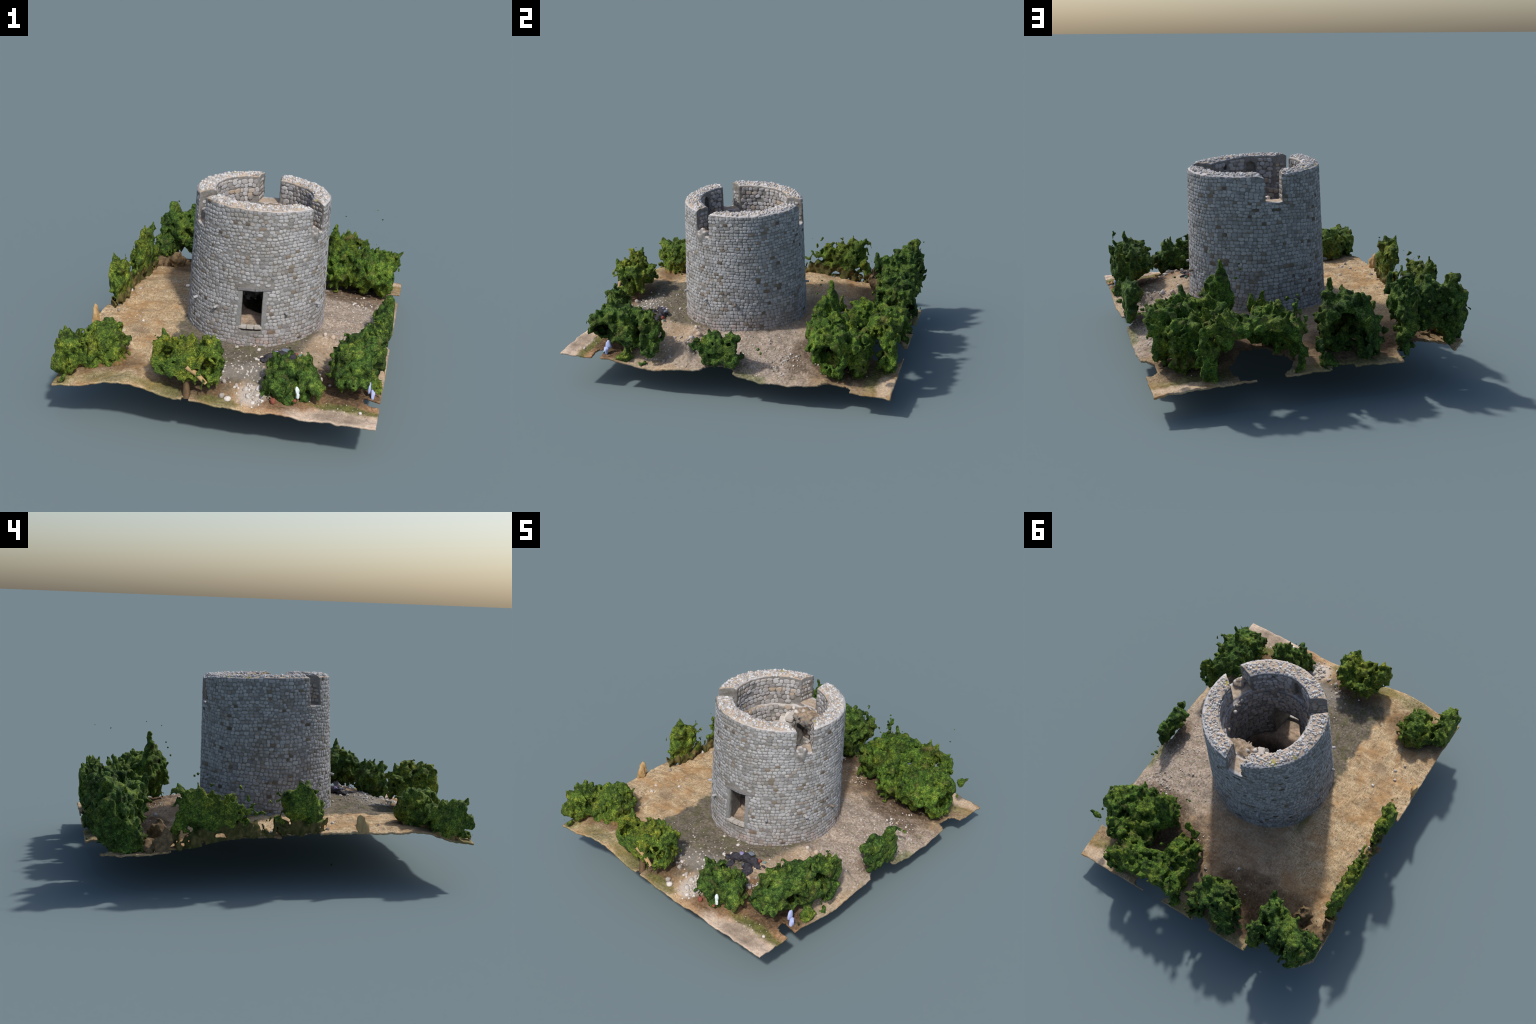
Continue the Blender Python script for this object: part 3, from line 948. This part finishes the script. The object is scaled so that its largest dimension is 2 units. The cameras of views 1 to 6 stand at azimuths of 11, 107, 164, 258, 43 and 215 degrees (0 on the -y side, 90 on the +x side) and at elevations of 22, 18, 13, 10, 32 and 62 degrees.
# ------------------------------------------------------------------ loose stones on the ground
def ground_stones():
    small = []
    def drop(x, y, s, squash=0.7, sink=0.25):
        z = float(land(np.array([x]), np.array([y]))[0])
        M = rand_rot() @ np.diag([s * RNG.uniform(.85, 1.25), s * RNG.uniform(.8, 1.1), s * squash])
        return (int(RNG.integers(len(PEBBLES))), M, np.array([x, y, z + s * (0.5 - sink) * squash]))
    fields = [((.58, .1, .2, .42), 360, .0025, .006), ((.62, .36, .1, .1), 40, .004, .010), ((.10, -.72, .18, .12), 130, .003, .009), ((.19, -.88, .06, .07), 70, .004, .011),
              ((0.0, .6, .35, .25), 150, .002, .005), ((-.6, -.2, .2, .5), 90, .002, .005), ((.3, -.5, .3, .18), 90, .002, .006), ((.62, -.35, .14, .2), 90, .003, .009),
              ((.46, -.68, .07, .05), 40, .005, .011), ((-.1, -.6, .2, .15), 60, .002, .005), ((.6, -.9, .2, .1), 40, .002, .005), ((.18, .55, .08, .06), 25, .003, .007)]
    for (x, y, sx, sy), n, a, b in fields:
        for _ in range(n):
            px, py = x + RNG.normal() * sx * .55, y + RNG.normal() * sy * .55
            if abs(px) > X1 - .02 or abs(py) > Y1 - .02 or math.hypot(px - CX, py - CY) < .40:
                continue
            if any(((px - h[0]) / h[2]) ** 2 + ((py - h[1]) / h[3]) ** 2 < 1.3 for h in HOLES):
                continue
            small.append(drop(px, py, a + (b - a) * RNG.random() ** 2))
    joined("pebbles", small, PEBBLES, M_PEBBLE, GROUND)
    big = []
    for x, y, s in ((.045, -.925, .020), (.078, -.945, .022), (.035, -.83, .018), (.10, -.84, .013), (.0, -.78, .012), (.625, .36, .013), (.60, .40, .010), (.47, .22, .008),
                    (-.62, -.46, .013), (-.65, -.40, .012), (-.66, -.52, .011), (-.55, -.30, .010), (-.13, .60, .013), (-.02, .53, .008), (-.10, .75, .012), (.05, .70, .010),
                    (.44, -.70, .020), (.40, -.66, .016), (.47, -.665, .015), (.36, -.68, .014), (.43, -.635, .012), (.50, -.22, .022), (.55, -.25, .018), (.46, -.25, .016),
                    (.72, -.88, .012), (.15, -.60, .011), (.17, -.56, .010), (.06, -.58, .010), (.15, -.85, .018), (.21, -.84, .016), (.17, -.90, .015), (.24, -.89, .015), (.20, -.93, .014),
                    (.73, -.36, .016), (.70, -.33, .014), (-.74, .08, .012), (-.70, .12, .010), (-.72, -.22, .012), (.02, -.47, .010), (.14, -.48, .012)):
        big.append(drop(x, y, s, .72, .2))
    named("boulder", big, PEBBLES, M_PEBBLE, GROUND)


ground_stones()

# ------------------------------------------------------------------ shrubs
def shrub(label, mats, lobes, spikes=(), open_at=(), shell=0.030, lump=1.0, skirt=None, trunks=(), seed=0, cat="shrub", name="shrub", shoots=0, h=0.0066):
    pad = 0.07
    A = np.array(lobes)
    lo = (A[:, :3] - A[:, 3:]).min(0) - pad; hi = (A[:, :3] + A[:, 3:]).max(0) + pad
    for a, b, r0, r1 in spikes:
        lo = np.minimum(lo, np.minimum(a, b) - .05 * np.ones(3)); hi = np.maximum(hi, np.maximum(a, b) + .05 * np.ones(3))
    lo[:2] = np.maximum(lo[:2], [-X1 - .012, -Y1 - .012]); hi[:2] = np.minimum(hi[:2], [X1 + .012, Y1 + .012])
    lo[2] = max(lo[2], .10)
    X, Y, Z = grid_axes(lo, hi, h)
    f = None
    for c in lobes:
        e = ellipsoid(X, Y, Z, c)
        f = e if f is None else smin(f, e, 0.03)
    n1 = perlin(X * 15, Y * 15, Z * 13, seed)
    n2 = perlin(X * 30, Y * 30, Z * 23, seed + 1)
    n3 = perlin(X * 85, Y * 85, Z * 70, seed + 2)
    knob = 1 - 2.2 * np.abs(perlin(X * 26, Y * 26, Z * 17, seed + 3))
    f = f - lump * (0.046 * n1 + 0.044 * n2 + 0.020 * knob + 0.012 * n3 - 0.004)
    rs = np.random.default_rng(seed)
    for _ in range(int(shoots * 1.7)):
        c = lobes[rs.integers(len(lobes))]
        a, b = rs.uniform(0, 2 * math.pi), rs.uniform(0.35, 1.45)
        d = np.array([math.cos(a) * math.cos(b), math.sin(a) * math.cos(b), math.sin(b)])
        p = np.array(c[:3]) + d * np.array(c[3:]) * 0.95
        if abs(p[0]) > X1 - .01 or abs(p[1]) > Y1 - .01:
            continue
        q = p + np.array([d[0] * .6, d[1] * .6, 1.0]) * rs.uniform(.03, .075)
        f = smin(f, capsule(X, Y, Z, p, q, rs.uniform(.014, .024), .005) - 0.012 * n2, 0.02)
    for a, b, r0, r1 in spikes:
        f = smin(f, capsule(X, Y, Z, a, b, r0, r1) - 0.022 * n2 - .01 * n3, 0.018)
    g = f
    if shell:
        f = np.maximum(f, -(f + shell))
    for c in open_at:
        f = np.maximum(f, -(ellipsoid(X, Y, Z, c) + 0.03 * n1 + 0.012 * n2))
    gz = land(X[:, :, 0], Y[:, :, 0], False)[:, :, None]
    f = np.maximum(f, gz - 0.012 - Z)
    f = np.maximum(f, np.maximum(np.abs(X) - X1, np.abs(Y) - Y1))
    V, F = surface_nets(f, (X[0, 0, 0], Y[0, 0, 0], Z[0, 0, 0]), h)
    cx, cy = A[:, 0].mean(), A[:, 1].mean()
    cx, cy = float(np.clip(cx, -X1, X1)), float(np.clip(cy, -Y1, Y1))
    base = (cx, cy, float(land(np.array([cx]), np.array([cy]), False)[0]))
    root = thing(name, label, cat, base)
    V0 = V - np.array(base)
    if skirt is None:
        add("foliage", mesh_from("foliage", V0, F, mats[:1]), root)
    else:
        c = V[F].mean(1)
        lim = land(c[:, 0], c[:, 1], False) + skirt + 0.05 * perlin(c[:, 0] * 22, c[:, 1] * 22, c[:, 2] * 12, seed + 7) + 0.02 * perlin(c[:, 0] * 60, c[:, 1] * 60, c[:, 2] * 20, seed + 9)
        low = c[:, 2] < lim
        for nm, sel, m in (("foliage", ~low, mats[0]), ("dry_skirt", low, mats[1])):
            if sel.sum() < 8:
                continue
            Fs = F[sel]; used = np.zeros(len(V), bool); used[Fs.ravel()] = True
            rem = np.cumsum(used) - 1
            add(nm, mesh_from(nm, V0[used], rem[Fs], [m]), root)
    for pts, r0, r1, m in trunks:
        cu = bpy.data.curves.new("trunk", "CURVE"); cu.dimensions = "3D"; cu.bevel_depth = 1.0; cu.bevel_resolution = 3; cu.use_fill_caps = True
        sp = cu.splines.new("POLY"); sp.points.add(len(pts) - 1)
        for i, p in enumerate(pts):
            sp.points[i].co = (*(np.array(p) - np.array(base)), 1)
            sp.points[i].radius = r0 + (r1 - r0) * i / (len(pts) - 1)
        cu.materials.append(m)
        add("trunk", cu, root)
    return root


def up(x, y, z0, z1, r0=.03, r1=.008, dx=0, dy=0):
    return ((x, y, z0), (x + dx, y + dy, z1), r0, r1)


# south-west corner
shrub("two rounded bright green bushes with dry base", [M_LEAF_BRIGHT, M_DRY],
      [(-.765, -.86, .37, .06, .09, .085), (-.775, -.93, .34, .03, .05, .05), (-.61, -.75, .37, .095, .105, .10), (-.61, -.78, .30, .09, .085, .08), (-.76, -.84, .29, .05, .06, .06)], shell=0, seed=11, skirt=0.01, shoots=7)
# south, hollow crown on a leaning trunk
shrub("hollow mushroom-shaped bush on a bare leaning trunk", [M_LEAF_BRIGHT],
      [(-.13, -.89, .415, .11, .095, .068), (-.225, -.945, .450, .06, .06, .075), (-.03, -.915, .42, .055, .085, .085), (-.12, -.965, .40, .085, .05, .05)],
      open_at=[(-.215, -1.03, .485, .040, .08, .036), (.0, -1.01, .415, .05, .11, .060), (-.10, -1.02, .33, .03, .05, .04)], seed=21, shoots=7,
      trunks=[([(-.122, -.968, .24), (-.125, -.955, .32), (-.13, -.94, .42)], .020, .010, M_BARK), ([(-.03, -.86, .27), (-.06, -.87, .36), (-.08, -.88, .45)], .014, .010, M_BARK),
              ([(-.115, -.990, .425), (-.07, -.985, .39), (-.02, -.985, .342)], .016, .010, M_LOG)])
# south-east pair
shrub("dense low rounded green bush", [M_LEAF], [(.325, -.83, .34, .07, .065, .09), (.41, -.81, .345, .06, .05, .085), (.465, -.84, .32, .045, .04, .035), (.32, -.86, .27, .055, .04, .06)],
      shell=0, seed=31, shoots=7, trunks=[([(.40, -.86, .22), (.39, -.85, .32)], .016, .010, M_BARK)])
shrub("large rounded bush hollow on its outer side", [M_LEAF], [(.675, -.65, .395, .105, .145, .095), (.665, -.76, .365, .09, .07, .07), (.735, -.475, .385, .055, .065, .09), (.770, -.59, .33, .018, .045, .08), (.765, -.425, .35, .022, .035, .07)],
      [up(.705, -.68, .49, .565, .020, .008)], open_at=[(.82, -.735, .34, .14, .095, .085), (.82, -.50, .375, .12, .032, .065), (.80, -.64, .26, .09, .06, .05)], seed=41, shoots=8,
      trunks=[([(.66, -.62, .22), (.67, -.63, .36)], .02, .014, M_BARK)])
# east brink
shrub("thin ragged bush leaning over the edge", [M_LEAF], [(.755, -.035, .355, .045, .055, .045), (.785, -.05, .305, .022, .065, .05), (.775, .09, .36, .025, .03, .05), (.785, .06, .30, .022, .06, .04)],
      shell=0.02, open_at=[(.86, -.02, .27, .08, .05, .03)], seed=51, shoots=4, lump=.7)
# north-east thicket
shrub("broad tangled thicket with upright spiky shoots", [M_LEAF_OLIVE, M_DRYBROWN],
      [(.705, .655, .34, .085, .095, .12), (.58, .60, .36, .11, .11, .11), (.60, .77, .29, .085, .065, .115), (.42, .57, .38, .06, .075, .115), (.44, .92, .38, .06, .075, .06), (.54, .945, .28, .024, .03, .08), (.205, .72, .335, .085, .08, .07),
       (.29, .92, .375, .14, .08, .04), (.49, .74, .32, .06, .09, .08), (.14, .80, .30, .03, .09, .08), (.115, .95, .26, .018, .035, .09), (.335, .975, .165, .035, .03, .04)],
      [up(.393, .583, .45, .64, .046, .010), up(.425, .55, .44, .55, .035, .012), up(.37, .60, .44, .56, .03, .01), up(.594, .56, .45, .515, .024, .008), up(.76, .80, .38, .42, .02, .008, .04, .01), up(.18, .60, .40, .475, .025, .008), up(.24, .58, .38, .47, .022, .008)],
      open_at=[(.285, 1.06, .25, .20, .30, .138), (.86, .635, .30, .14, .115, .115), (.82, .78, .19, .12, .06, .09), (.33, .72, .44, .045, .045, .12), (.26, .9, .17, .17, .15, .15)], seed=61, skirt=0.0, shoots=20)
# north
shrub("bush shell open towards the north with dark hollow", [M_LEAF], [(-.16, .865, .39, .11, .095, .11), (-.255, .92, .31, .06, .06, .11), (-.05, .94, .30, .028, .05, .11), (-.16, .80, .28, .08, .05, .08)],
      [up(-.09, .83, .47, .57, .028, .010)], open_at=[(-.125, 1.06, .30, .125, .22, .145)], seed=71, shoots=8)
# north-west corner
shrub("ragged arching bush cut open at the corner", [M_LEAF, M_DRY], [(-.50, .775, .40, .05, .065, .10), (-.60, .85, .40, .08, .09, .105), (-.715, .88, .385, .06, .08, .12), (-.47, .91, .33, .03, .05, .13), (-.75, .80, .28, .045, .06, .09)],
      [up(-.46, .70, .46, .54, .024, .008), up(-.58, .90, .5, .57, .03, .01), up(-.70, .92, .5, .565, .03, .01)], open_at=[(-.59, 1.05, .22, .155, .20, .145), (-.85, 1.04, .22, .10, .12, .16)], seed=81, shoots=10)
# western brink
shrub("sliced green bush with dry grass at its base", [M_LEAF_BRIGHT, M_DRYGREEN], [(-.79, .435, .425, .045, .085, .07), (-.79, .31, .375, .03, .05, .05), (-.755, .43, .33, .014, .10, .09), (-.765, .22, .28, .010, .09, .04)],
      shell=0, open_at=[(-.84, .40, .28, .065, .20, .10)], seed=91, skirt=0.07, shoots=9, lump=.75)
shrub("sliced rounded green bush on the brink", [M_LEAF_BRIGHT, M_DRYGREEN], [(-.785, -.07, .45, .045, .065, .075), (-.755, -.07, .34, .014, .07, .09)],
      shell=0, open_at=[(-.84, -.06, .31, .065, .10, .09)], seed=101, skirt=0.06, shoots=8, lump=.75)
shrub("withered brown brush", [M_DRYBROWN], [(-.80, .63, .275, .035, .03, .065), (-.62, .645, .27, .035, .035, .05), (-.70, .70, .23, .07, .04, .02)], shell=0, seed=121, cat="dry bush", name="withered_bush", lump=.7)
shrub("broken weathered tree stump", [M_LOG], [(-.80, -.385, .31, .018, .024, .05)], [up(-.803, -.38, .32, .372, .02, .016)], shell=0, seed=131, cat="stump", name="stump", lump=.35)

# ------------------------------------------------------------------ things left lying about
def lump_mesh(name, mat, parent, c, r, seed, off=(0, 0, 0)):
    v, f = pebble(seed, .42)
    me = mesh_from(name, v * np.array(r), f if isinstance(f, np.ndarray) else np.array(f), [mat])
    ob = add(name, me, parent)
    ob.location = np.array(c) - np.array(off)
    m = ob.modifiers.new("round", "SUBSURF"); m.levels = m.render_levels = 1
    return ob


B0 = (.30, -.56, .285)
bags = thing("bag_pile", "heap of dark bags and cloth on the ground", "bags", B0)
heap = [(.225, -.575, .304, .036, .024, .022), (.275, -.545, .308, .038, .028, .026), (.32, -.54, .304, .034, .026, .022), (.325, -.59, .298, .026, .036, .018), (.35, -.625, .294, .024, .028, .014),
        (.235, -.63, .296, .022, .034, .014), (.255, -.69, .294, .020, .034, .013), (.19, -.60, .298, .026, .016, .013), (.365, -.555, .296, .024, .016, .014)]
X, Y, Z = grid_axes((.12, -.76, .25), (.44, -.47, .37), .0045)
f = None
for c in heap:
    e = ellipsoid(X, Y, Z, c)
    f = e if f is None else smin(f, e, .008)
f = f - 0.012 * perlin(X * 34, Y * 34, Z * 34, 51) - 0.010 * perlin(X * 75, Y * 75, Z * 75, 52)
V, F = surface_nets(f, (X[0, 0, 0], Y[0, 0, 0], Z[0, 0, 0]), .0045)
add("bag", mesh_from("bag", V - np.array(B0), F, [M_BLACK]), bags)
for i, (x, y, z, a, b, c, m) in enumerate(((.245, -.55, .326, .022, .016, .010, M_LILAC), (.285, -.52, .328, .030, .018, .010, M_STEEL), (.315, -.60, .312, .026, .016, .008, M_STEEL),
                                           (.345, -.515, .306, .014, .016, .014, M_RED), (.365, -.50, .298, .014, .012, .009, M_TEAL), (.385, -.53, .296, .018, .008, .010, M_BLACK))):
    lump_mesh("cloth", m, bags, (x, y, z), (a, b, c), 200 + i, B0)
cl = thing("discarded_cloth", "white and red cloth lying by a bush", "cloth", (.415, -.925, .25))
o = (.415, -.925, .25)
lump_mesh("white_cloth", M_WHITE, cl, (.414, -.910, .322), (.014, .014, .024), 301, o)
lump_mesh("white_cloth", M_WHITE, cl, (.417, -.917, .298), (.012, .012, .020), 305, o)
lump_mesh("red_cloth", M_RED, cl, (.405, -.93, .277), (.012, .012, .008), 302, o)
lump_mesh("red_cloth", M_RED, cl, (.300, -.925, .258), (.018, .014, .02), 303, o)
cl2 = thing("pale_blue_cloth", "pale blue cloth hanging under a bush", "cloth", (.74, -.715, .22))
o = (.74, -.715, .22)
lump_mesh("cloth", M_PALEBLUE, cl2, (.745, -.705, .275), (.012, .026, .036), 304, o)
lump_mesh("cloth", M_PALEBLUE, cl2, (.765, -.715, .243), (.016, .022, .030), 306, o)
# specks of scan debris: torn leaf scraps that hang clear of the crowns
scr = thing("leaf_scraps", "few loose leaf scraps around the crowns", "leaves")
for i, (x, y, z, s) in enumerate(((-.348, -.368, .0062, .0085), (-.42, .99, .195, .008), (.74, .23, .325, .014), (.76, .25, .31, .012), (.35, .52, .69, .006), (.28, .50, .60, .007), (.27, .49, .57, .008),
                                  (.45, .60, .70, .005), (.66, .80, .63, .006), (-.70, .97, .565, .007), (.29, .47, .52, .009), (.62, .90, .655, .005))):
    lump_mesh("leaf_scrap", M_LEAF, scr, (x, y, z), (s * 1.3, s * .8, s * .7), 400 + i)
